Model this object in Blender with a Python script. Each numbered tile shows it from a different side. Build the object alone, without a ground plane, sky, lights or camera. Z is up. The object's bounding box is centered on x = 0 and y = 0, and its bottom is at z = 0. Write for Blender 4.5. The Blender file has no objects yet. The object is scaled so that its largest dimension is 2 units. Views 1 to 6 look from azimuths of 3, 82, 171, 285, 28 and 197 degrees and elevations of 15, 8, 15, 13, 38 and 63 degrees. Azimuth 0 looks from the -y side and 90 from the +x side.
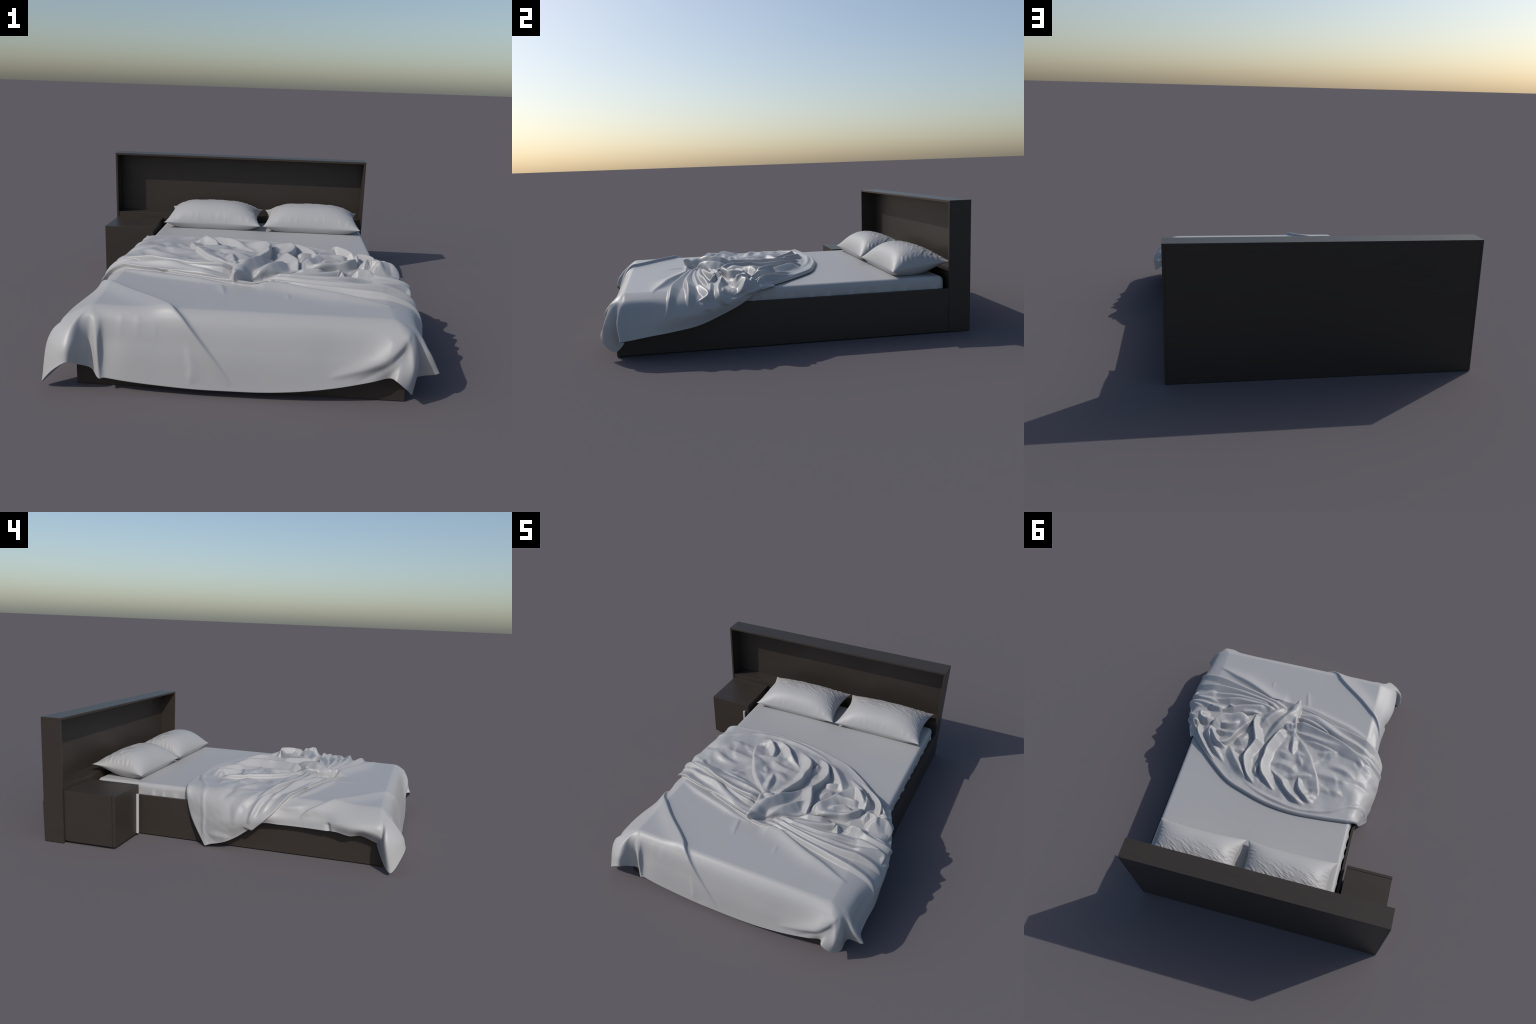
import math
import numpy as np

# =====================================================================
#  Numeric helpers
# =====================================================================

def smooth(a, b, x):
    t = np.clip((x - a) / (b - a), 0.0, 1.0)
    return t * t * (3.0 - 2.0 * t)


def hermite(knots, values, x):
    """Cubic curve through values at uneven knots (finite-difference tangents)."""
    k = np.asarray(knots, float)
    v = np.asarray(values, float)
    x = np.clip(np.asarray(x, float), k[0], k[-1])
    d = (v[1:] - v[:-1]) / (k[1:] - k[:-1]).reshape((-1,) + (1,) * (v.ndim - 1))
    m = np.empty_like(v)
    m[0], m[-1] = d[0], d[-1]
    h = k[1:] - k[:-1]
    w = (h[1:] / (h[:-1] + h[1:])).reshape((-1,) + (1,) * (v.ndim - 1))
    m[1:-1] = w * d[:-1] + (1.0 - w) * d[1:]
    i = np.clip(np.searchsorted(k, x, side='right') - 1, 0, len(k) - 2)
    hh = (k[i + 1] - k[i])
    t = (x - k[i]) / hh
    sh = t.shape + (1,) * (v.ndim - 1)
    t = t.reshape(sh)
    hh = hh.reshape(sh)
    return ((2*t**3 - 3*t**2 + 1) * v[i] + (t**3 - 2*t**2 + t) * hh * m[i]
            + (-2*t**3 + 3*t**2) * v[i + 1] + (t**3 - t**2) * hh * m[i + 1])


def dense(points, n=20):
    """Resample a hand-placed polyline as a smooth curve."""
    p = np.asarray(points, float)
    if len(p) == 2:
        return p[0] + (p[1] - p[0]) * np.linspace(0, 1, 6)[:, None]
    seg = np.maximum(np.linalg.norm(np.diff(p, axis=0), axis=1), 1e-6)
    k = np.concatenate([[0.0], np.cumsum(np.sqrt(seg))])
    return hermite(k, p, np.linspace(0, k[-1], n))


def value_noise(x, y, seed):
    """Smooth lattice noise in -1..1."""
    xi = np.floor(x).astype(int)
    yi = np.floor(y).astype(int)
    fx = x - xi
    fy = y - yi
    fx = fx * fx * fx * (fx * (6 * fx - 15) + 10)
    fy = fy * fy * fy * (fy * (6 * fy - 15) + 10)

    def hashed(a, b):
        q = np.sin(a * 127.1 + b * 311.7 + seed * 74.7) * 43758.5453
        return (q - np.floor(q)) * 2.0 - 1.0
    a = hashed(xi, yi)
    b = hashed(xi + 1, yi)
    c = hashed(xi, yi + 1)
    d = hashed(xi + 1, yi + 1)
    return (a * (1 - fx) + b * fx) * (1 - fy) + (c * (1 - fx) + d * fx) * fy


class FoldField:
    """Height of cloth above its resting surface, built from fold strokes.

    A stroke is a spine in the flat cloth plane with a height, a width on its
    left and on its right (seen along its direction), tapered ends and a lean
    that lets the crest hang over its steep side."""

    def __init__(self, s, t):
        self.s, self.t = s, t
        self.up = np.zeros_like(s)
        self.down = np.zeros_like(s)
        self.ls = np.zeros_like(s)
        self.lt = np.zeros_like(s)

    def stroke(self, pts, h, wl, wr, taper=(0.3, 0.3), power=0, lean=0.0):
        c = dense(pts)
        reach = 2.6 * max(wl, wr)
        box = ((self.s > c[:, 0].min() - reach) & (self.s < c[:, 0].max() + reach)
               & (self.t > c[:, 1].min() - reach) & (self.t < c[:, 1].max() + reach))
        ix = np.nonzero(box)
        if len(ix[0]) == 0:
            return
        qs, qt = self.s[ix], self.t[ix]
        a, b = c[:-1], c[1:]
        ab = b - a
        ln = np.maximum(np.linalg.norm(ab, axis=1), 1e-6)
        cum = np.concatenate([[0.0], np.cumsum(ln)])
        best = np.full(qs.shape, 1e9)
        e = np.zeros_like(best)
        pos = np.zeros_like(best)
        ns = np.zeros_like(best)
        nt = np.zeros_like(best)
        for k in range(len(ab)):
            ds, dt = qs - a[k, 0], qt - a[k, 1]
            u = np.clip((ds * ab[k, 0] + dt * ab[k, 1]) / ln[k] ** 2, 0, 1)
            rs, rt = ds - u * ab[k, 0], dt - u * ab[k, 1]
            dist = np.hypot(rs, rt)
            m = dist < best
            best[m] = dist[m]
            nx, ny = -ab[k, 1] / ln[k], ab[k, 0] / ln[k]
            e[m] = (ds * nx + dt * ny)[m]
            pos[m] = (cum[k] + u * ln[k])[m]
            ns[m], nt[m] = nx, ny
        f = pos / cum[-1]
        beyond = (f <= 1e-4) | (f >= 1 - 1e-4)
        w = np.where(beyond, min(wl, wr), np.where(e > 0, wl, wr))
        end = np.ones_like(f)
        if taper[0] > 0:
            end = end * np.clip(f / taper[0], 0, 1) ** 0.8
        if taper[1] > 0:
            end = end * np.clip((1 - f) / taper[1], 0, 1) ** 0.8
        w = w * (0.30 + 0.70 * end)
        if power:
            g = np.exp(-(best / w) ** power)
        else:
            # crisp crease: two flat facets meeting in a narrow rounded crest
            x = np.sqrt((best / (1.9 * w)) ** 2 + 0.006) - 0.077
            g = 0.5 * ((1 - x) + np.sqrt((1 - x) ** 2 + 0.006)) * smooth(1.25, 1.0, x)
        g = g * end
        if h >= 0:
            self.up[ix] += (h * g) ** 5
        else:
            self.down[ix] += h * g
        if lean:
            side = 1.0 if wl < wr else -1.0
            self.ls[ix] += lean * h * g * ns * side
            self.lt[ix] += lean * h * g * nt * side

    def height(self):
        return self.up ** 0.2 + self.down


# =====================================================================
#  The blanket: a top sheet draped over the mattress with hanging skirts
# =====================================================================
X_LEFT, X_RIGHT, Y_FOOT, Z_TOP = -0.485, 0.680, -0.845, 0.316
SKIRT = 0.33          # length of cloth given to a skirt in the flat plane
CELL = 0.0036
CORNER = 0.50         # perimeter length given to each foot corner


def head_edge(s):
    """Where the turned-back edge lies across the bed (flat plane)."""
    return hermite([-0.82, -0.51, -0.30, -0.13, 0.06, 0.23, 0.37, 0.48, 0.58, 0.68, 0.73, 1.02],
                   [0.285, 0.285, 0.305, 0.315, 0.297, 0.250, 0.196, 0.116, 0.031, -0.062, -0.12, -0.125], s)


def front_fold(s):
    """Line of the foremost fold, behind which the blanket lies doubled."""
    return hermite([-0.85, -0.65, -0.52, -0.40, -0.25, -0.05, 0.10, 0.30, 0.50, 0.66, 0.80, 1.02],
                   [-0.20, -0.20, -0.215, -0.26, -0.335, -0.43, -0.49, -0.56, -0.615, -0.66, -0.66, -0.60], s)


# Skirt stations round the bed.  Each: place along the perimeter, then the
# shoulder, the middle and the hem of the hanging cloth.
def skirt_stations():
    st = []

    def left(y, a, b, c):
        st.append((Y_FOOT - y, a, b, c))

    def left_corner(f, a, b, c):
        st.append((CORNER * f, a, b, c))

    def foot(x, a, b, c):
        st.append((CORNER + x - X_LEFT, a, b, c))
    wide = X_RIGHT - X_LEFT

    def right_corner(f, a, b, c):
        st.append((CORNER + wide + CORNER * f, a, b, c))

    def right(y, a, b, c):
        st.append((2 * CORNER + wide + y - Y_FOOT, a, b, c))

    left(0.290, (-.535, .272, .302), (-.568, .228, .165), (-.614, .120, .003))
    left(0.190, (-.543, .190, .298), (-.590, .155, .165), (-.612, .085, .018))
    left(0.080, (-.555, .080, .298), (-.620, .040, .180), (-.614, .010, .040))
    left(-0.020, (-.558, -.020, .296), (-.632, -.050, .190), (-.612, -.060, .077))
    left(-0.120, (-.556, -.120, .295), (-.632, -.140, .212), (-.612, -.145, .137))
    left(-0.200, (-.552, -.200, .292), (-.618, -.205, .222), (-.602, -.208, .178))
    left(-0.300, (-.540, -.300, .290), (-.585, -.300, .230), (-.588, -.310, .178))
    left(-0.450, (-.538, -.450, .289), (-.575, -.450, .232), (-.585, -.460, .178))
    left(-0.560, (-.540, -.560, .290), (-.585, -.570, .235), (-.598, -.580, .180))
    left(-0.625, (-.545, -.625, .291), (-.606, -.630, .235), (-.598, -.628, .180))
    left(-0.700, (-.560, -.705, .283), (-.624, -.712, .228), (-.602, -.702, .168))
    left(-0.765, (-.568, -.772, .279), (-.627, -.785, .223), (-.588, -.765, .172))
    left(-0.815, (-.576, -.825, .275), (-.625, -.842, .212), (-.582, -.824, .150))
    left_corner(0.05, (-.580, -.852, .272), (-.622, -.868, .196), (-.575, -.860, .132))
    left_corner(0.18, (-.578, -.866, .270), (-.622, -.874, .172), (-.560, -.848, .120))
    left_corner(0.34, (-.574, -.884, .268), (-.650, -.900, .190), (-.672, -.936, .016))
    left_corner(0.46, (-.550, -.896, .272), (-.602, -.950, .198), (-.608, -.988, .092))
    left_corner(0.56, (-.532, -.902, .277), (-.548, -.976, .198), (-.552, -1.000, .132))
    left_corner(0.68, (-.515, -.893, .282), (-.508, -.925, .190), (-.520, -.955, .106))
    left_corner(0.80, (-.488, -.889, .287), (-.486, -.908, .185), (-.480, -.925, .080))
    left_corner(0.92, (-.470, -.890, .287), (-.455, -.936, .185), (-.446, -.955, .056))
    foot(-0.430, (-.425, -.886, .287), (-.425, -.918, .180), (-.415, -.952, .054))
    foot(-0.350, (-.350, -.886, .288), (-.350, -.926, .180), (-.345, -.956, .047))
    foot(-0.200, (-.200, -.886, .288), (-.200, -.928, .180), (-.200, -.960, .037))
    foot(-0.060, (-.060, -.886, .288), (-.060, -.930, .180), (-.060, -.962, .031))
    foot(0.060, (.060, -.886, .288), (.060, -.932, .180), (.060, -.962, .031))
    foot(0.180, (.180, -.886, .288), (.180, -.932, .180), (.180, -.962, .033))
    foot(0.330, (.330, -.886, .288), (.330, -.932, .180), (.330, -.962, .046))
    foot(0.480, (.480, -.886, .288), (.480, -.930, .180), (.478, -.958, .070))
    foot(0.600, (.600, -.888, .289), (.595, -.938, .185), (.600, -.950, .097))
    right_corner(0.02, (.680, -.893, .290), (.665, -.950, .190), (.665, -.940, .112))
    right_corner(0.18, (.706, -.896, .289), (.718, -.934, .208), (.686, -.976, .117))
    right_corner(0.34, (.722, -.893, .288), (.748, -.950, .180), (.735, -.962, .074))
    right_corner(0.50, (.734, -.886, .287), (.772, -.918, .178), (.766, -.900, .034))
    right_corner(0.64, (.744, -.872, .286), (.776, -.880, .185), (.780, -.855, .078))
    right_corner(0.80, (.750, -.856, .287), (.814, -.880, .200), (.860, -.868, .106))
    right(-0.800, (.753, -.810, .292), (.806, -.806, .205), (.834, -.803, .108))
    right(-0.730, (.757, -.730, .294), (.808, -.735, .215), (.834, -.735, .118))
    right(-0.620, (.764, -.620, .295), (.832, -.620, .228), (.842, -.620, .135))
    right(-0.500, (.767, -.500, .298), (.838, -.490, .238), (.830, -.478, .158))
    right(-0.400, (.766, -.400, .303), (.828, -.388, .256), (.814, -.372, .196))
    right(-0.300, (.757, -.300, .310), (.800, -.282, .285), (.788, -.255, .246))
    right(-0.200, (.736, -.200, .318), (.765, -.190, .312), (.765, -.172, .300))
    right(-0.110, (.716, -.125, .322), (.735, -.120, .318), (.745, -.118, .310))
    right(-0.055, (.700, -.072, .319), (.712, -.068, .317), (.720, -.066, .314))
    return st


def blanket_surface():
    """Resting surface of the blanket on a regular grid, with its flat-plane
    coordinates s (across) and t (along)."""
    ns = int(round(SKIRT / CELL))
    ni = int(round((X_RIGHT - X_LEFT) / CELL))
    nb = 300
    col = np.arange(-ns, ni + ns + 1)
    row = np.arange(-ns, nb + 1)
    C, R = np.meshgrid(col, row)
    s = np.where(C < 0, X_LEFT + C * SKIRT / ns,
                 np.where(C > ni, X_RIGHT + (C - ni) * SKIRT / ns,
                          X_LEFT + (X_RIGHT - X_LEFT) * C / ni))
    head = head_edge(np.clip(s, X_LEFT, X_RIGHT))
    t = np.where(R < 0, Y_FOOT + R * SKIRT / ns, Y_FOOT + (head - Y_FOOT) * np.maximum(R, 0) / nb)
    P = np.stack([s, t, np.full_like(s, Z_TOP)], axis=-1)

    stations = skirt_stations()
    u = np.array([q[0] for q in stations])
    order = np.argsort(u)
    u = u[order]
    rails = [np.array([stations[i][k] for i in order]) for k in (1, 2, 3)]
    wide = X_RIGHT - X_LEFT

    out_l = np.maximum(-C, 0) / ns
    out_r = np.maximum(C - ni, 0) / ns
    out_f = np.maximum(-R, 0) / ns
    d = np.maximum(np.maximum(out_l, out_r), out_f)
    skirt = d > 0
    pos = np.zeros_like(s)
    root = np.zeros(P.shape)
    root[..., 2] = Z_TOP
    lf = (out_l > 0) & (out_f == 0)
    pos[lf] = (Y_FOOT - t)[lf]
    root[lf, 0], root[lf, 1] = X_LEFT, t[lf]
    ft = (out_f > 0) & (out_l == 0) & (out_r == 0)
    pos[ft] = (CORNER + s - X_LEFT)[ft]
    root[ft, 0], root[ft, 1] = s[ft], Y_FOOT
    rt = (out_r > 0) & (out_f == 0)
    pos[rt] = (2 * CORNER + wide + t - Y_FOOT)[rt]
    root[rt, 0], root[rt, 1] = X_RIGHT, t[rt]
    lc = (out_l > 0) & (out_f > 0)
    share = np.where(out_l >= out_f, 0.5 * out_f / np.maximum(out_l, 1e-9),
                     1 - 0.5 * out_l / np.maximum(out_f, 1e-9))
    pos[lc] = (CORNER * share)[lc]
    root[lc, 0], root[lc, 1] = X_LEFT, Y_FOOT
    rc = (out_r > 0) & (out_f > 0)
    share = np.where(out_f >= out_r, 0.5 * out_r / np.maximum(out_f, 1e-9),
                     1 - 0.5 * out_f / np.maximum(out_r, 1e-9))
    pos[rc] = (CORNER + wide + CORNER * share)[rc]
    root[rc, 0], root[rc, 1] = X_RIGHT, Y_FOOT

    pk, dk, r0 = pos[skirt], d[skirt], root[skirt]
    r1, r2, r3 = [hermite(u, r, pk) for r in rails]
    outward = r1 - r0
    outward[:, 2] = 0
    outward /= np.maximum(np.linalg.norm(outward, axis=1), 1e-6)[:, None]
    back = r0 - outward * 0.05
    knots = np.array([-0.15, 0.0, 0.2, 0.58, 1.0])
    rows = np.stack([back, r0, r1, r2, r3])          # 5 x n x 3
    dd = (rows[1:] - rows[:-1]) / np.diff(knots)[:, None, None]
    h = np.diff(knots)
    m = np.empty_like(rows)
    m[0], m[-1] = dd[0], dd[-1]
    for k in range(1, 4):
        w = h[k] / (h[k - 1] + h[k])
        m[k] = w * dd[k - 1] + (1 - w) * dd[k]
    i = np.clip(np.searchsorted(knots, dk, side='right') - 1, 0, 3)
    a = np.arange(len(dk))
    hh = h[i][:, None]
    q = ((dk - knots[i]) / h[i])[:, None]
    P[skirt] = ((2*q**3 - 3*q**2 + 1) * rows[i, a] + (q**3 - 2*q**2 + q) * hh * m[i, a]
                + (-2*q**3 + 3*q**2) * rows[i + 1, a] + (q**3 - q**2) * hh * m[i + 1, a])
    return s, t, P, d


def grid_frames(P, s, t):
    """Unit normals of a grid surface and its two tangents per flat metre."""
    pi = np.gradient(P, axis=1)
    pj = np.gradient(P, axis=0)
    n = np.cross(pi, pj)
    n /= np.maximum(np.linalg.norm(n, axis=-1), 1e-9)[..., None]
    si = np.maximum(np.linalg.norm(pi, axis=-1), 1e-6)[..., None]
    sj = np.maximum(np.linalg.norm(pj, axis=-1), 1e-6)[..., None]
    return n, pi / si, pj / sj


def blur(f, k=1):
    for _ in range(k):
        g = np.pad(f, [(1, 1), (1, 1)] + [(0, 0)] * (f.ndim - 2), mode='edge')
        f = (g[1:-1, 1:-1] * 4 + (g[:-2, 1:-1] + g[2:, 1:-1] + g[1:-1, :-2] + g[1:-1, 2:]) * 2
             + g[:-2, :-2] + g[:-2, 2:] + g[2:, :-2] + g[2:, 2:]) / 16.0
    return f


def big_blur(f, r):
    """Box blur (three passes) with edge padding."""
    for _ in range(3):
        for ax in (0, 1):
            pad = [(0, 0), (0, 0)]
            pad[ax] = (r + 1, r)
            c = np.cumsum(np.pad(f, pad, mode='edge'), axis=ax)
            n = f.shape[ax]
            hi = np.take(c, np.arange(2 * r + 1, 2 * r + 1 + n), axis=ax)
            lo = np.take(c, np.arange(0, n), axis=ax)
            f = (hi - lo) / (2 * r + 1)
    return f


def relax_cloth(rest_surface, P, free, floor, steps=180, keep=0.010, bend=0.03, cap=0.5):
    """Let sculpted cloth settle: even out its stretch so that it behaves like
    a sheet of constant area draped on what lies below."""
    links = [((0, 1), 1.0), ((1, 0), 1.0), ((1, 1), 0.7), ((1, -1), 0.7)]

    def ends(A, d):
        dj, di = d
        if di >= 0:
            return A[:A.shape[0] - dj, :A.shape[1] - di], A[dj:, di:]
        return A[:A.shape[0] - dj, -di:], A[dj:, :A.shape[1] + di]

    rest = []
    for d, k in links:
        a, b = ends(rest_surface, d)
        l0 = np.linalg.norm(b - a, axis=-1)
        a, b = ends(P, d)
        l1 = np.linalg.norm(b - a, axis=-1)
        ex = np.clip(l1 / np.maximum(l0, 1e-6) - 1, 0, 1.2)
        ex = np.clip(big_blur(ex, 5), 0, cap)
        rest.append(l0 * (1 + ex))
    X = P.copy()
    w = free[..., None]
    for it in range(steps):
        D = np.zeros_like(X)
        W = np.zeros(X.shape[:2])
        for (d, k), l0 in zip(links, rest):
            a, b = ends(X, d)
            v = b - a
            l = np.maximum(np.linalg.norm(v, axis=-1), 1e-7)
            # cloth resists stretching fully, squeezing less
            s = (l - l0) / l
            s = np.where(s > 0, s, 0.75 * s) * 0.5 * k
            v *= s[..., None]
            da, db = ends(D, d)
            da += v
            db -= v
            wa, wb = ends(W, d)
            wa += k
            wb += k
        X = X + w * D / np.maximum(W, 1)[..., None] * 1.6
        X = X + w * bend * (blur(X, 1) - X)
        X = X + w * keep * (P - X)
        X[..., 2] = np.maximum(X[..., 2], floor)
    return X


# Outline of the turned-back flap: hem from its top knot down to the pointed
# corner, then its front edge and round the bunched cloth at the right.
FLAP_EDGE = [(-.262, .158), (-.244, .094), (-.219, .022), (-.178, -.050), (-.135, -.130), (-.082, -.194),
             (-.028, -.240), (.018, -.286), (.028, -.375), (.026, -.440), (.036, -.506),
             (.080, -.468), (.112, -.452), (.166, -.422), (.249, -.385), (.331, -.345), (.385, -.318), (.489, -.292),
             (.561, -.289), (.615, -.262), (.640, -.200), (.632, -.120), (.600, -.045)]
FLAP_BACK = [(.540, .020), (.430, .110), (.280, .185), (.120, .228), (-.050, .255), (-.180, .255), (-.245, .215)]


def polygon_inside(s, t, poly):
    p = np.asarray(poly)
    q = np.roll(p, -1, axis=0)
    inside = np.zeros(s.shape, bool)
    for (x1, y1), (x2, y2) in zip(p, q):
        cross = (y1 > t) != (y2 > t)
        xs = (x2 - x1) * (t - y1) / (y2 - y1 + 1e-12) + x1
        inside ^= cross & (s < xs)
    return inside


def line_distance(s, t, pts):
    """Distance to a polyline and the unit vector away from it."""
    best = np.full(s.shape, 1e9)
    ax, ay = np.zeros_like(s), np.zeros_like(s)
    p = np.asarray(pts, float)
    for a, b in zip(p[:-1], p[1:]):
        d = b - a
        u = np.clip(((s - a[0]) * d[0] + (t - a[1]) * d[1]) / (d @ d), 0, 1)
        rx, ry = s - a[0] - u * d[0], t - a[1] - u * d[1]
        r = np.hypot(rx, ry)
        m = r < best
        best = np.where(m, r, best)
        ax = np.where(m, rx, ax)
        ay = np.where(m, ry, ay)
    r = np.maximum(best, 1e-6)
    return best, ax / r, ay / r


def blanket_folds(f):
    """Folds of the blanket below the flap, as strokes on the flat cloth."""
    S = f.stroke
    # --- pleats that fan out over the right half and run down its side
    S([(.700, -.705), (.640, -.685), (.551, -.650), (.443, -.615), (.324, -.562), (.231, -.520), (.105, -.505)],
      .025, .045, .018, (.35, .1), 1.6)
    S([(.905, -.640), (.840, -.625), (.752, -.612), (.691, -.602), (.594, -.583), (.479, -.556), (.364, -.532),
       (.252, -.500), (.123, -.472)], .030, .012, .020, (.35, .1), 0, .3)
    S([(.850, -.530), (.780, -.520), (.705, -.512), (.608, -.517), (.489, -.510), (.353, -.487), (.241, -.462),
       (.155, -.440)], .038, .014, .022, (.25, .1), 0, .3)
    S([(.700, -.462), (.560, -.468), (.450, -.468), (.340, -.458), (.230, -.440)], .032, .013, .016, (.4, .1), 0, .3)
    S([(.684, -.417), (.615, -.413), (.543, -.424), (.468, -.437), (.389, -.436), (.281, -.426), (.184, -.420)],
      .042, .014, .015, (.3, .1), 0, .3)
    S([(.580, -.335), (.511, -.350), (.453, -.378), (.382, -.398), (.306, -.408), (.227, -.408)],
      .044, .014, .016, (.25, .2), 0, .3)
    S([(.460, -.330), (.396, -.354), (.349, -.364), (.281, -.376)], .046, .012, .012, (.3, .3))
    # --- the foremost folds over the left half, hanging over the cloth below
    S([(.300, -.505), (.200, -.512), (.087, -.506), (-.021, -.481), (-.122, -.449), (-.237, -.406), (-.323, -.368),
       (-.400, -.335)], .022, .009, .020, (.3, .25), 1.8, .8)
    S([(.112, -.470), (-.003, -.455), (-.111, -.425), (-.233, -.384), (-.323, -.370), (-.399, -.356), (-.467, -.336),
       (-.540, -.303), (-.620, -.266), (-.715, -.200), (-.790, -.120)], .027, .009, .032, (.2, 0), 1.8, .8)
    S([(.060, -.440), (-.090, -.412), (-.200, -.362), (-.300, -.320), (-.424, -.290), (-.500, -.258), (-.570, -.215)],
      .044, .020, .022, (.25, .4), 0, .2)
    S([(.040, -.405), (-.080, -.375), (-.180, -.335), (-.260, -.305)], .044, .010, .012, (.2, .3), 0, .3)
    S([(.033, -.352), (-.086, -.332), (-.179, -.308), (-.300, -.270), (-.409, -.226), (-.492, -.200), (-.560, -.165)],
      .044, .012, .020, (.1, .35), 0, .5)
    S([(.000, -.290), (-.093, -.276), (-.194, -.262), (-.298, -.247), (-.377, -.228), (-.460, -.195), (-.510, -.140)],
      .032, .014, .022, (.2, .3), 0)
    S([(-.060, -.245), (-.150, -.235), (-.250, -.215), (-.330, -.195)], .020, .010, .016)
    S([(-.517, -.362), (-.370, -.420), (-.284, -.445), (-.161, -.478), (-.060, -.508), (.060, -.530)],
      .014, .040, .018, (.3, .3), 1.8)
    # --- long diagonal fold across the foot corner
    S([(-.700, -.420), (-.605, -.462), (-.535, -.545), (-.463, -.618), (-.385, -.690), (-.287, -.765), (-.208, -.830),
       (-.160, -.885), (-.105, -.955), (-.040, -1.030), (.020, -1.095), (.070, -1.150)],
      .019, .012, .045, (.2, .35), 1.6, .4)
    S([(-.500, -.625), (-.359, -.742), (-.305, -.790), (-.219, -.848), (-.176, -.897)], .008, .016, .035, (.3, .3), 1.7)
    S([(-.150, -.900), (-.110, -1.000), (-.085, -1.100), (-.090, -1.160)], .003, .03, .014, (.5, .1), 1.7)
    # --- foot side: cloth pulled up towards the right corner
    S([(.745, -.920), (.712, -.985), (.658, -1.036), (.565, -1.090), (.440, -1.125)], .011, .030, .045, (.2, .5), 1.8)
    S([(.735, -1.010), (.690, -1.060), (.620, -1.120), (.540, -1.160)], -.005, .028, .035, (.2, .4), 1.8)
    for k, x in enumerate((-.365, -.300, -.235, -.175)):
        S([(x, -.890), (x + .004 * (k % 3), -1.010)], .0014, .020, .016, (.6, .6), 1.8)
    S([(.277, -.690), (.270, -.600)], .003, .016, .008, (.4, .2), 1.7)
    S([(.011, -.660), (-.005, -.590), (-.021, -.515)], .004, .018, .008, (.4, .2), 1.7)
    S([(-.111, -.540), (-.107, -.485)], .003, .014, .010, (.4, .2), 1.7)
    # --- left side below the folds
    S([(-.430, -.240), (-.480, -.225), (-.546, -.196), (-.625, -.158), (-.690, -.132), (-.760, -.112)],
      .018, .012, .012, (.3, .3))
    S([(-.500, -.262), (-.546, -.243), (-.607, -.221), (-.690, -.180)], .016, .012, .014, (.3, .4))
    S([(-.500, -.120), (-.570, -.090), (-.640, -.050), (-.720, -.020)], .010, .016, .022, (.3, .4))
    S([(-.600, -.300), (-.585, -.360), (-.540, -.450)], .008, .03, .03, (.3, .4), 1.7)
    S([(-.620, -.045), (-.575, -.102), (-.500, -.160)], .013, .018, .018)
    S([(-.395, .010), (-.500, .000), (-.580, .035)], -.010, .02, .028, (.3, .3), 1.7)
    S([(-.460, .150), (-.550, .148), (-.621, .155), (-.690, .172), (-.770, .215)], .005, .006, .010, (.2, .1))
    S([(-.690, -.570), (-.754, -.568), (-.815, -.573)], -.012, .012, .014, (.3, .0), 1.7)
    S([(-.760, .170), (-.775, .090), (-.800, .010)], .008, .012, .02)
    # --- bunched cloth hanging at the right edge
    S([(.694, -.284), (.691, -.236), (.645, -.222), (.622, -.261)], .060, .016, .014, (.1, .2))
    S([(.658, -.362), (.637, -.343), (.565, -.347)], .046, .014, .013, (.2, .2))
    S([(.529, -.400), (.504, -.366), (.468, -.363)], .046, .011, .012)
    S([(.752, -.156), (.684, -.099), (.630, -.043), (.580, .010)], .036, .013, .016, (.1, .3))
    S([(.690, -.190), (.672, -.120), (.632, -.060), (.571, .010), (.500, .070)], .044, .013, .013, (.15, .4), 0, .3)
    S([(.655, -.300), (.700, -.250), (.745, -.225), (.800, -.245), (.850, -.280)], .050, .024, .024, (.2, .4))
    S([(.780, -.170), (.740, -.190), (.690, -.185)], .045, .016, .018, (.2, .2))
    # --- right side: hooked ridges of the hanging cloth
    S([(.640, -.470), (.691, -.459), (.741, -.430), (.785, -.428), (.800, -.475)], .026, .014, .015, (.2, .2))
    S([(.600, -.400), (.680, -.405), (.752, -.414), (.800, -.428)], .024, .012, .014)
    S([(.560, -.375), (.637, -.350), (.709, -.366), (.790, -.372), (.849, -.370), (.925, -.352)],
      .028, .014, .015, (.2, .3))
    S([(.705, -.336), (.745, -.346), (.800, -.360)], .018, .010, .010)
    S([(.820, -.240), (.900, -.230), (.985, -.215)], .012, .016, .016)
    S([(.809, -.469), (.910, -.435)], .008, .009, .012)
    S([(.740, -.310), (.830, -.310), (.900, -.290)], -.012, .02, .02, (.3, .3), 1.7)
    # --- dents and swells of the doubled cloth at the left
    S([(-.384, .080), (-.363, -.005), (-.323, -.055), (-.220, -.035)], -.008, .012, .03)
    S([(-.467, -.059), (-.409, -.105), (-.338, -.118), (-.276, -.123)], -.008, .010, .03)
    S([(-.341, .110), (-.287, .057), (-.237, .044)], -.007, .010, .02)
    S([(-.250, -.190), (-.230, -.120), (-.179, -.080)], -.010, .02, .012)
    S([(-.330, -.225), (-.244, -.180), (-.180, -.165)], .016, .018, .016)
    S([(-.430, .015), (-.330, -.005), (-.240, -.010), (-.150, -.010)], .014, .016, .026)
    S([(-.470, -.030), (-.420, -.065), (-.360, -.085), (-.270, -.090)], .012, .014, .022)
    S([(-.420, .110), (-.330, .090), (-.260, .100)], .012, .016, .02)
    S([(-.485, -.120), (-.445, -.175)], -.006, .010, .014)
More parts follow.
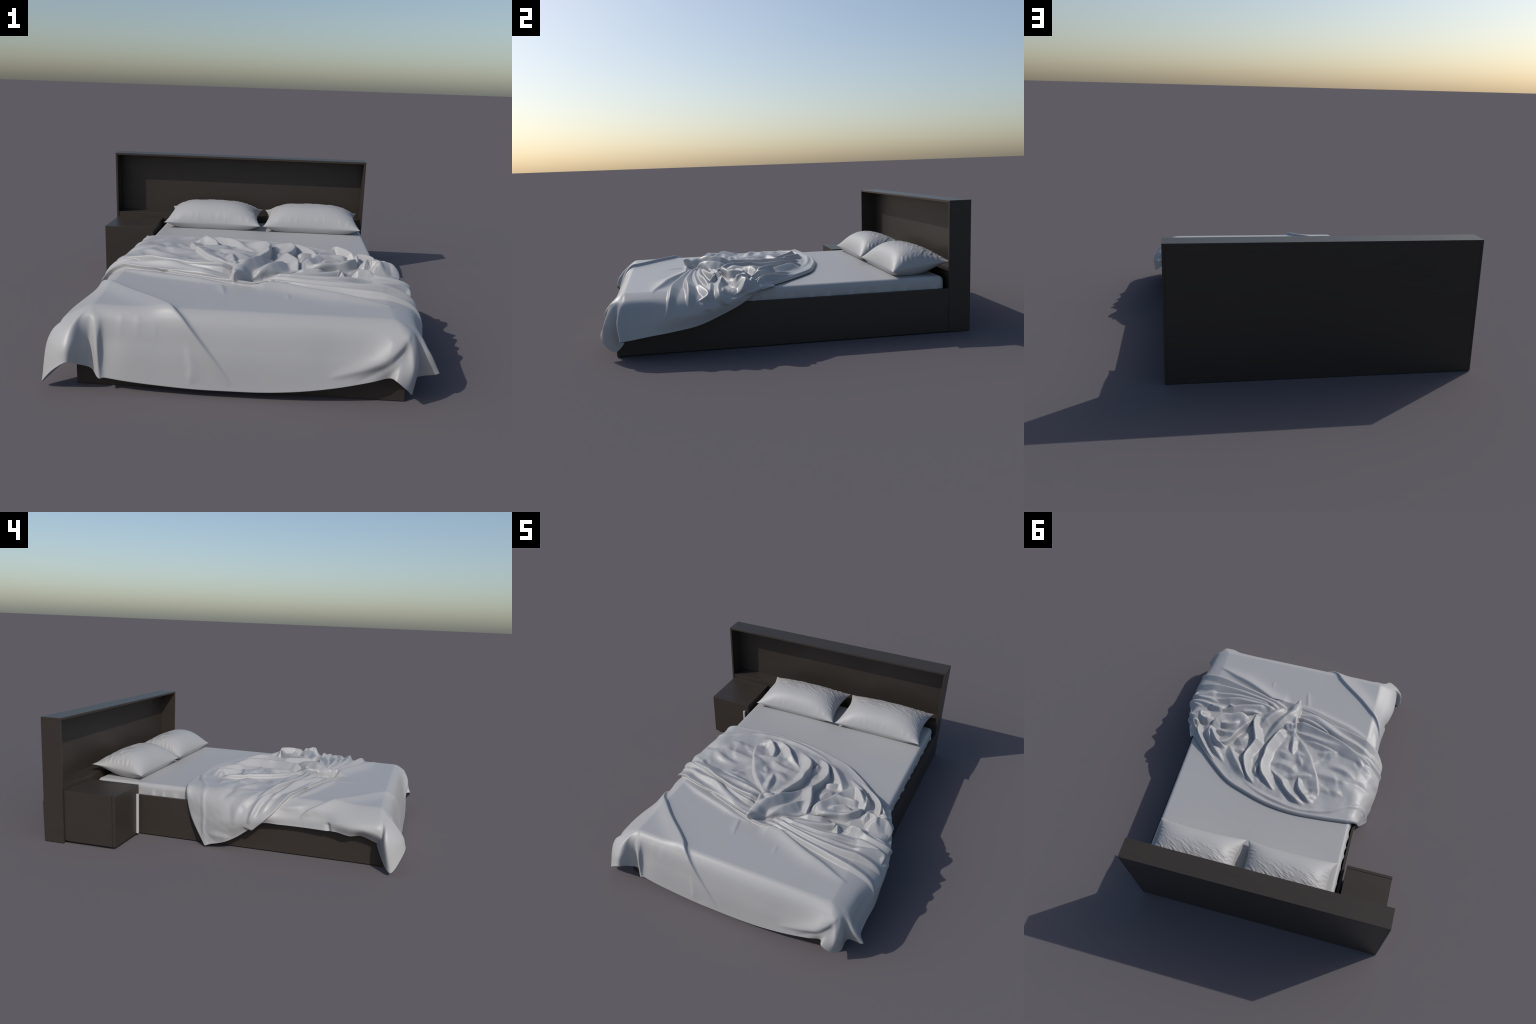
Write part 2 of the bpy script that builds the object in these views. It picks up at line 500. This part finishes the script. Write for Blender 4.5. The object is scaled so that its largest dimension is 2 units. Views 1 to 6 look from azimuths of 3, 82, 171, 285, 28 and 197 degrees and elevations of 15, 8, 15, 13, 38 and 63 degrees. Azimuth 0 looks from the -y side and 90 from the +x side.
    S([(-.560, .160), (-.489, .165), (-.409, .205), (-.356, .238), (-.294, .260), (-.226, .273), (-.129, .277),
       (-.025, .262), (.076, .240), (.180, .205), (.280, .150)], .013, .009, .010, (.2, .3))


def flap_folds(f):
    """Folds of the turned-back flap and of the bunched cloth beside it."""
    S = f.stroke
    S([(-.258, .150), (-.236, .094), (-.211, .022), (-.170, -.050), (-.128, -.128), (-.075, -.190), (-.022, -.235)],
      .010, .030, .012, (.1, .1))
    S([(.036, -.520), (.062, -.430), (.115, -.335), (.166, -.240), (.200, -.160)], .056, .026, .024, (.20, .4))
    S([(.120, -.450), (.166, -.400), (.231, -.319), (.270, -.243)], .044, .020, .022, (.1, .3))
    S([(.090, -.285), (.072, -.318), (.036, -.325)], .036, .012, .012, (.2, .2))
    S([(.045, -.440), (.040, -.380), (.030, -.310)], .028, .016, .010, (.1, .2))
    S([(.078, -.258), (.050, -.258), (.028, -.268)], -.012, .012, .010)
    S([(.310, -.345), (.295, -.272), (.270, -.203), (.249, -.148), (.252, -.120), (.274, -.060), (.288, .002),
       (.270, .050), (.241, .115), (.184, .176)], .052, .020, .012, (.1, .25), 0, .35)
    S([(.090, -.289), (.123, -.206), (.144, -.149), (.159, -.096), (.155, -.040), (.162, .019), (.144, .079),
       (.105, .121), (.040, .190)], .050, .022, .012, (.1, .3), 0, .35)
    S([(.165, .020), (.200, .060), (.190, .110)], .028, .012, .016)
    S([(.095, .040), (.000, .103), (-.036, .149), (-.107, .202), (-.161, .240), (-.220, .250)],
      .038, .014, .010, (.3, .25), 0, .3)
    S([(-.095, .040), (-.129, .126), (-.179, .175), (-.215, .208), (-.280, .232)], .038, .014, .010, (.3, .25), 0, .3)
    S([(.018, -.259), (.004, -.197), (-.007, -.131), (-.030, -.080)], .030, .020, .012)
    S([(-.003, .084), (-.089, .045), (-.201, .020)], .020, .016, .012)
    S([(.080, -.120), (.020, -.100), (-.060, -.120), (-.120, -.110)], .016, .018, .022)
    S([(.120, -.010), (.050, -.020), (-.040, .000), (-.090, .040)], .018, .020, .018)
    S([(-.040, -.160), (-.060, -.100), (-.100, -.040)], .014, .014, .014)
    S([(-.262, .162), (-.225, .172), (-.190, .160)], .028, .010, .010)
    S([(-.215, .120), (-.190, .135), (-.165, .170)], -.010, .010, .010)
    S([(.430, -.070), (.400, -.027), (.371, .012), (.310, .085), (.249, .153)], .034, .018, .024, (.2, .3))
    S([(.400, -.027), (.340, -.050), (.300, -.055)], .030, .010, .016)
    S([(.330, -.200), (.350, -.140), (.400, -.090)], .024, .018, .018)
    # bunched cloth
    S([(.590, -.170), (.560, -.120), (.535, -.085), (.500, -.058), (.450, -.040)], .066, .014, .016, (.2, .3))
    S([(.575, -.130), (.530, -.150), (.480, -.150), (.430, -.175), (.390, -.230)], .050, .012, .014, (.2, .4))
    S([(.550, -.215), (.500, -.215), (.450, -.235), (.400, -.275)], .046, .012, .012, (.3, .3))
    S([(.594, -.171), (.558, -.233), (.507, -.285), (.428, -.300), (.353, -.300)], .056, .015, .022, (.15, .2), 0, .3)
    S([(.545, -.060), (.479, -.082), (.435, -.138), (.400, -.211), (.360, -.265), (.317, -.310)],
      .050, .022, .014, (.15, .2), 0, .3)
    S([(.601, -.190), (.583, -.108), (.554, -.045), (.504, .006), (.430, .070)], .048, .016, .014, (.15, .35), 0, .3)


def blanket_mesh_grid():
    s, t, P, d = blanket_surface()
    top = 1.0 - smooth(0.05, 0.45, d)
    f = FoldField(s, t)
    blanket_folds(f)
    h = f.height()
    # cloth lies doubled behind this line
    line = hermite([-.85, -.52, -.25, .05, .30, .50, .70, 1.02],
                   [-.14, -.24, -.375, -.44, -.42, -.39, -.36, -.32], s)
    doubled = smooth(0.0, 0.05, t - line)
    swell = np.exp(-((s + .41) / .085) ** 2 - ((t - .02) / .10) ** 2)
    under = np.exp(-((s - .00) / .07) ** 2 - ((t + .33) / .08) ** 2)
    h = h + doubled * (0.002 + 0.004 * top + 0.016 * swell + 0.012 * under)
    wob = value_noise(s * 13 + t * 5, t * 12 - s * 4, 3)
    wob2 = value_noise(s * 30 - t * 9, t * 27 + s * 8, 8)
    h = h + doubled * (0.0030 * wob + 0.0010 * wob2)
    # the flap on top, with a sharp overhanging hem and front edge
    c = FoldField(s, t)
    flap_folds(c)
    inside = polygon_inside(s, t, FLAP_EDGE + FLAP_BACK)
    de, ox, oy = line_distance(s, t, FLAP_EDGE)
    db, _, _ = line_distance(s, t, [FLAP_EDGE[-1]] + FLAP_BACK + [FLAP_EDGE[0]])
    signed = np.where(inside, de, -de)
    back = smooth(0.0, 0.07, db)
    soft = 0.022 * smooth(0.44, 0.56, s)
    sharp = smooth(-0.004 - soft, 0.003 + soft, signed)
    hem = smooth(0.0, 0.05, db)
    brow = np.exp(-((s - .12) / .12) ** 2 - ((t + .31) / .10) ** 2)
    flap = (0.007 + 0.012 * np.exp(-de / 0.045) * hem + 0.014 * brow + c.height() + 0.004 * wob + 0.0018 * wob2) * back
    h = np.where(inside, blur(np.where(inside, np.minimum(h, 0.030), h), 4), h)
    h = h + sharp * flap
    out = sharp * flap * np.exp(-np.maximum(signed, 0) / 0.016) * 0.55 * hem * (1 - smooth(0.40, 0.52, s))
    sgn = np.where(inside, -1.0, 1.0)
    ls = f.ls + c.ls * sharp * back + sgn * ox * out
    lt = f.lt + c.lt * sharp * back + sgn * oy * out
    # rolled head edge
    head = head_edge(np.clip(s, X_LEFT, X_RIGHT))
    gap = np.maximum(head - t, 0.0)
    roll = 0.015 * top + 0.003 * (1 - top)
    edge = np.sqrt(np.clip(1 - (1 - np.clip(gap / 0.020, 0, 1)) ** 2, 0, 1))
    crest = roll * edge * np.exp(-np.clip(gap - 0.020, 0, 1) / 0.075)
    inner = smooth(0.010, 0.060, gap)
    h = h * inner + crest * (1 - 0.55 * inner)
    P0 = P
    n, a, b = grid_frames(P, s, t)
    n = blur(n, 6)
    n /= np.maximum(np.linalg.norm(n, axis=-1), 1e-6)[..., None]
    P = P + n * h[..., None] + a * (ls * inner)[..., None] + b * (lt * inner)[..., None]
    # tuck the head edge under on the mattress
    tuck = smooth(0.010, 0.0, gap) * top
    P[..., 2] -= 0.006 * tuck
    P[..., 2] = np.maximum(P[..., 2], 0.006)
    P = blur(P, 1)
    free = smooth(-0.06, 0.02, t - front_fold(s)) * smooth(0.004, 0.03, gap)
    free = free * (1 - smooth(0.75, 0.98, d))
    tip = np.exp(-((s - .045) ** 2 + (t + .480) ** 2) / 0.06 ** 2)
    free = free * (1 - 0.85 * tip)
    floor = np.where(d > 0.02, -1.0, Z_TOP - 0.006)
    P = relax_cloth(P0, P, free, floor)
    # the flap's corner sticks out as a thin beak
    beak = np.exp(-((s - .036) ** 2 + (t + .500) ** 2) / 0.032 ** 2) * sharp
    across = (s - .036) * 0.92 - (t + .506) * 0.40
    P[..., 0] -= 0.55 * beak * across * 0.92
    P[..., 1] += 0.55 * beak * across * 0.40
    P[..., 1] -= 0.018 * beak
    P[..., 2] += 0.020 * beak
    return P


# =====================================================================
#  Blender objects
# =====================================================================
import bpy
import bmesh


def new_object(name, mesh, parent=None):
    ob = bpy.data.objects.new(name, mesh)
    bpy.context.scene.collection.objects.link(ob)
    if parent is not None:
        ob.parent = parent
    return ob


def thing(name, label, category, mesh=None):
    ob = new_object(name, mesh)
    ob["label"] = label
    ob["category"] = category
    return ob


def grid_mesh(name, P, material, flip=False):
    nj, ni = P.shape[:2]
    idx = np.arange(nj * ni).reshape(nj, ni)
    q = np.stack([idx[:-1, :-1], idx[:-1, 1:], idx[1:, 1:], idx[1:, :-1]], axis=-1).reshape(-1, 4)
    if flip:
        q = q[:, ::-1]
    me = bpy.data.meshes.new(name)
    me.vertices.add(nj * ni)
    me.vertices.foreach_set("co", P.reshape(-1).astype(np.float32))
    me.loops.add(len(q) * 4)
    me.loops.foreach_set("vertex_index", q.reshape(-1).astype(np.int32))
    me.polygons.add(len(q))
    me.polygons.foreach_set("loop_start", (np.arange(len(q)) * 4).astype(np.int32))
    me.polygons.foreach_set("loop_total", np.full(len(q), 4, np.int32))
    me.update(calc_edges=True)
    me.validate()
    me.polygons.foreach_set("use_smooth", np.ones(len(me.polygons), bool))
    me.materials.append(material)
    return me


def board(name, lo, hi, material, parent=None, bevel=0.0012):
    """A flat panel between two corners, its edges slightly eased."""
    bm = bmesh.new()
    bmesh.ops.create_cube(bm, size=1.0)
    for v in bm.verts:
        for k in range(3):
            v.co[k] = lo[k] if v.co[k] < 0 else hi[k]
    bmesh.ops.bevel(bm, geom=list(bm.edges), offset=bevel, segments=2, profile=0.5, affect='EDGES')
    me = bpy.data.meshes.new(name)
    bm.to_mesh(me)
    bm.free()
    me.materials.append(material)
    return new_object(name, me, parent)


# ---------------------------------------------------------------- materials
def principled(name):
    m = bpy.data.materials.new(name)
    m.use_nodes = True
    nt = m.node_tree
    return m, nt, nt.nodes["Principled BSDF"]


def cloth_material(name, colour, rough, sheen, weave, spec=0.5):
    m, nt, b = principled(name)
    co = nt.nodes.new("ShaderNodeTexCoord")
    n1 = nt.nodes.new("ShaderNodeTexNoise")
    n1.inputs["Scale"].default_value = 9.0
    n1.inputs["Detail"].default_value = 3.0
    ramp = nt.nodes.new("ShaderNodeValToRGB")
    ramp.color_ramp.elements[0].position = 0.25
    ramp.color_ramp.elements[1].position = 0.75
    ramp.color_ramp.elements[0].color = tuple(c * 0.985 for c in colour) + (1,)
    ramp.color_ramp.elements[1].color = tuple(colour) + (1,)
    nt.links.new(co.outputs["Object"], n1.inputs["Vector"])
    nt.links.new(n1.outputs["Fac"], ramp.inputs["Fac"])
    nt.links.new(ramp.outputs["Color"], b.inputs["Base Color"])
    b.inputs["Roughness"].default_value = rough
    b.inputs["Specular IOR Level"].default_value = spec
    b.inputs["Sheen Weight"].default_value = sheen
    b.inputs["Sheen Roughness"].default_value = 0.4
    n2 = nt.nodes.new("ShaderNodeTexNoise")
    n2.inputs["Scale"].default_value = 420.0
    bump = nt.nodes.new("ShaderNodeBump")
    bump.inputs["Strength"].default_value = weave
    bump.inputs["Distance"].default_value = 0.0006
    nt.links.new(co.outputs["Object"], n2.inputs["Vector"])
    nt.links.new(n2.outputs["Fac"], bump.inputs["Height"])
    nt.links.new(bump.outputs["Normal"], b.inputs["Normal"])
    return m


def wood_material(name, colour, rough):
    m, nt, b = principled(name)
    co = nt.nodes.new("ShaderNodeTexCoord")
    mp = nt.nodes.new("ShaderNodeMapping")
    mp.inputs["Scale"].default_value = (3.0, 40.0, 40.0)
    nz = nt.nodes.new("ShaderNodeTexNoise")
    nz.inputs["Scale"].default_value = 2.0
    nz.inputs["Detail"].default_value = 5.0
    ramp = nt.nodes.new("ShaderNodeValToRGB")
    ramp.color_ramp.elements[0].position = 0.3
    ramp.color_ramp.elements[1].position = 0.7
    ramp.color_ramp.elements[0].color = tuple(c * 0.95 for c in colour) + (1,)
    ramp.color_ramp.elements[1].color = tuple(c * 1.05 for c in colour) + (1,)
    nt.links.new(co.outputs["Object"], mp.inputs["Vector"])
    nt.links.new(mp.outputs["Vector"], nz.inputs["Vector"])
    nt.links.new(nz.outputs["Fac"], ramp.inputs["Fac"])
    nt.links.new(ramp.outputs["Color"], b.inputs["Base Color"])
    b.inputs["Roughness"].default_value = rough
    b.inputs["Specular IOR Level"].default_value = 0.35
    return m


SATIN = cloth_material("satin_cloth", (0.405, 0.403, 0.405), 0.43, 0.0, 0.05)
COTTON = cloth_material("cotton_sheet", (0.405, 0.403, 0.405), 0.50, 0.0, 0.10)
WOOD = wood_material("dark_veneer", (0.042, 0.034, 0.0285), 0.40)
PALE, _nt, _b = principled("pale_lacquer")
_b.inputs["Base Color"].default_value = (0.55, 0.53, 0.53, 1)
_b.inputs["Roughness"].default_value = 0.4

# ---------------------------------------------------------------- bed
bed = thing("bed", "dark wood platform bed with open headboard niche", "bed")

HX0, HX1, HY0, HY1, HZ = -0.864, 0.737, 0.878, 1.000, 0.718
TH = 0.013
headboard = board("headboard", (HX0 + TH, HY1 - 0.011, 0.0), (HX1 - TH, HY1 - 0.0006, HZ - TH), WOOD, bed)
for x0 in (HX0, HX1 - TH):
    board("side_panel", (x0, HY0, 0.0), (x0 + TH, HY1, HZ - TH), WOOD, headboard)
board("top_panel", (HX0, HY0, HZ - TH), (HX1, HY1, HZ), WOOD, headboard)
board("shelf", (HX0 + TH, HY0 + 0.003, 0.322), (HX1 - TH, HY1 - 0.011, 0.335), WOOD, headboard)
board("front_panel", (HX0 + TH, HY0 + 0.003, 0.0), (HX1 - TH, HY0 + 0.016, 0.322), WOOD, headboard)

RX0, RX1, RY0, RZ = -0.545, 0.737, -0.897, 0.242
RT = 0.018
frame = board("bed_frame", (RX0 + RT, RY0 + RT, 0.030), (RX1 - RT, HY0 - 0.002, 0.110), WOOD, bed)
for x0 in (RX0, RX1 - RT):
    board("side_rail", (x0, RY0 + RT, 0.003), (x0 + RT, HY0 - 0.001, RZ), WOOD, frame)
board("foot_board", (RX0, RY0, 0.0), (RX1, RY0 + RT - 0.0005, RZ), WOOD, frame)


# mattress in its fitted sheet: rounded box, the sheet gathers into small
# upright folds along the sides just above the rails
def mattress_grid():
    x0, x1, y0, y1, zt, zb = -0.520, 0.720, -0.868, 0.866, 0.3065, 0.115
    r = 0.032
    n = 900
    # outline walked counter-clockwise from the left foot corner
    straight_x, straight_y = (x1 - x0 - 2 * r), (y1 - y0 - 2 * r)
    arc = 0.5 * math.pi * r
    total = 2 * straight_x + 2 * straight_y + 4 * arc
    q = np.linspace(0, total, n + 1)
    ox, oy, nx, ny = [np.zeros(n + 1) for _ in range(4)]
    start = 0.0
    sides = [((x0 + r, y0), (1, 0), straight_x, (x1 - r, y0 + r), -0.5 * math.pi),
             ((x1, y0 + r), (0, 1), straight_y, (x1 - r, y1 - r), 0.0),
             ((x1 - r, y1), (-1, 0), straight_x, (x0 + r, y1 - r), 0.5 * math.pi),
             ((x0, y1 - r), (0, -1), straight_y, (x0 + r, y0 + r), math.pi)]
    for (px, py), (dx, dy), ln, (cx, cy), a0 in sides:
        m = (q >= start) & (q <= start + ln)
        ox[m], oy[m] = px + dx * (q[m] - start), py + dy * (q[m] - start)
        nx[m], ny[m] = dy, -dx
        start += ln
        m = (q >= start) & (q <= start + arc)
        a = a0 + (q[m] - start) / r
        ox[m], oy[m] = cx + r * np.cos(a), cy + r * np.sin(a)
        nx[m], ny[m] = np.cos(a), np.sin(a)
        start += arc
    rng = np.random.RandomState(5)
    gather = np.zeros(n + 1)
    place = 0.02
    while place < total - 0.02:
        w = rng.uniform(0.006, 0.016)
        e = q - place
        gather += rng.uniform(0.004, 0.010) * np.exp(-(e / np.where(e > 0, w, w * 1.8)) ** 2)
        place += rng.uniform(0.045, 0.13)
    gather[-1] = gather[0]
    # profile from the bottom of the side up and over to the middle of the top
    rows = []
    for z in np.linspace(zb, zt - r, 12):
        k = smooth(zt - 0.025, 0.235, z)
        rows.append((gather * k * 1.0 - 0.004, z, 0.0))
    for a in np.linspace(0, 0.5 * math.pi, 9)[1:]:
        rows.append((gather * 0.08 * math.cos(a) - 0.004 - r * (1 - math.cos(a)) * 0.75,
                     zt - r + r * math.sin(a), 0.0))
    P = []
    for off, z, _ in rows:
        P.append(np.stack([ox + nx * off, oy + ny * off, np.full(n + 1, z)], -1))
    last = P[-1]
    cx, cy = 0.5 * (x0 + x1), 0.5 * (y0 + y1)
    for f in (0.98, 0.9, 0.6, 0.3, 0.0):
        g = last.copy()
        g[:, 0] = cx + (last[:, 0] - cx) * f
        g[:, 1] = cy + (last[:, 1] - cy) * f
        P.append(g)
    return np.array(P)


mattress = new_object("mattress", grid_mesh("mattress", mattress_grid(), COTTON), bed)


# ---------------------------------------------------------------- pillows
def pillow_mesh():
    """Two cushions of cloth sewn along a rectangular seam with sharp corners."""
    n, m = 250, 160
    u, v = np.meshgrid(np.linspace(-1, 1, n + 1), np.linspace(-1, 1, m + 1))
    hx, hy = 0.2945, 0.166
    pull_x = 0.030 * (1 - v ** 2)
    pull_y = 0.018 * (1 - u ** 2)
    x = u * (hx - pull_x * np.abs(u) ** 3)
    y = v * (hy - pull_y * np.abs(v) ** 3)
    seam = 0.036 + 0.0205 * (v + 1) + 0.0 * u
    full = ((1 - np.abs(u) ** 3.2) ** 0.66) * ((1 - np.abs(v) ** 2.1) ** 0.75) * (1 - 0.28 * v)
    # creases: slanting ripples over the back half, gathers at the short ends
    f = FoldField(u * hx, v * hy)
    rng = np.random.RandomState(11)
    for _ in range(150):
        cx, cy = rng.uniform(-.25, .26), rng.uniform(-.06, .150)
        ln = rng.uniform(.04, .11)
        a = math.radians(-16 - 22 * (cx + .25) / .5 + rng.uniform(-9, 9))
        dx, dy = 0.5 * ln * math.cos(a), 0.5 * ln * math.sin(a)
        bend = rng.uniform(-.004, .006)
        f.stroke([(cx - dx, cy - dy), (cx, cy + bend), (cx + dx, cy + dy)],
                 rng.uniform(.0020, .0040) * smooth(-.09, .04, cy), .0038, .0050, (.5, .5))
    for side in (-1, 1):
        for k in range(8):
            cy = -.10 + .028 * k + rng.uniform(-.006, .006)
            ln = rng.uniform(.04, .08)
            f.stroke([(side * .285, cy), (side * (.285 - ln), cy * 0.9 + .006)],
                     rng.uniform(.002, .0045), .006, .006, (.0, .6))
    for k in range(14):
        cx = rng.uniform(-.25, .25)
        f.stroke([(cx, -.165), (cx + rng.uniform(-.02, .02), -.125)], rng.uniform(.001, .002), .008, .008, (0, .6))
    rim = np.minimum(1 - np.abs(u), 1 - np.abs(v))
    groove = 0.0018 * np.exp(-(rim / 0.018) ** 2)
    zt = seam + 0.098 * full + f.height() * np.minimum(1, rim * 12) - groove * (rim > 0)
    zb = seam - 0.085 * full
    low = 0.0015
    zb = np.where(zb < low, low - (low - zb) * 0.02, zb)
    zb = blur(zb, 2)
    zb[0], zb[-1], zb[:, 0], zb[:, -1] = zt[0], zt[-1], zt[:, 0], zt[:, -1]
    bm = bmesh.new()
    a = [[bm.verts.new((x[j, i], y[j, i], zt[j, i])) for i in range(n + 1)] for j in range(m + 1)]
    b = [[a[j][i] if (i in (0, n) or j in (0, m)) else bm.verts.new((x[j, i], y[j, i], zb[j, i]))
          for i in range(n + 1)] for j in range(m + 1)]
    for j in range(m):
        for i in range(n):
            bm.faces.new((a[j][i], a[j][i + 1], a[j + 1][i + 1], a[j + 1][i]))
            bm.faces.new((b[j][i], b[j + 1][i], b[j + 1][i + 1], b[j][i + 1]))
    me = bpy.data.meshes.new("pillow")
    bm.to_mesh(me)
    bm.free()
    me.polygons.foreach_set("use_smooth", np.ones(len(me.polygons), bool))
    me.materials.append(COTTON)
    return me


PILLOW = pillow_mesh()
for px in (-0.198, 0.403):
    p = thing("pillow", "plump pale grey pillow with pointed corners", "pillow", PILLOW)
    p.location = (px, 0.741, 0.3066)

# ---------------------------------------------------------------- blanket
blanket = thing("blanket", "rumpled pale grey satin blanket thrown half back", "blanket",
                grid_mesh("blanket", blanket_mesh_grid(), SATIN))
sol = blanket.modifiers.new("thickness", 'SOLIDIFY')
sol.thickness = 0.003
sol.offset = -1.0

# ---------------------------------------------------------------- nightstand
NX0, NX1, NY0, NY1, NZ = -0.850, -0.556, 0.561, 0.8775, 0.307
night = thing("nightstand", "dark wood bedside cabinet with pale bar handle", "nightstand")
carcass = board("cabinet_body", (NX0, NY0 + 0.020, 0.012), (NX1, NY1, NZ), WOOD, night)
board("plinth", (NX0 + 0.02, NY0 + 0.03, 0.0), (NX1 - 0.02, NY1 - 0.002, 0.0125), WOOD, carcass)
door = board("door", (NX0, NY0, 0.012), (NX1, NY0 + 0.018, NZ), WOOD, night)
board("handle", (-0.593, NY0 - 0.014, 0.016), (-0.580, NY0 - 0.0005, 0.258), PALE, door, 0.002)
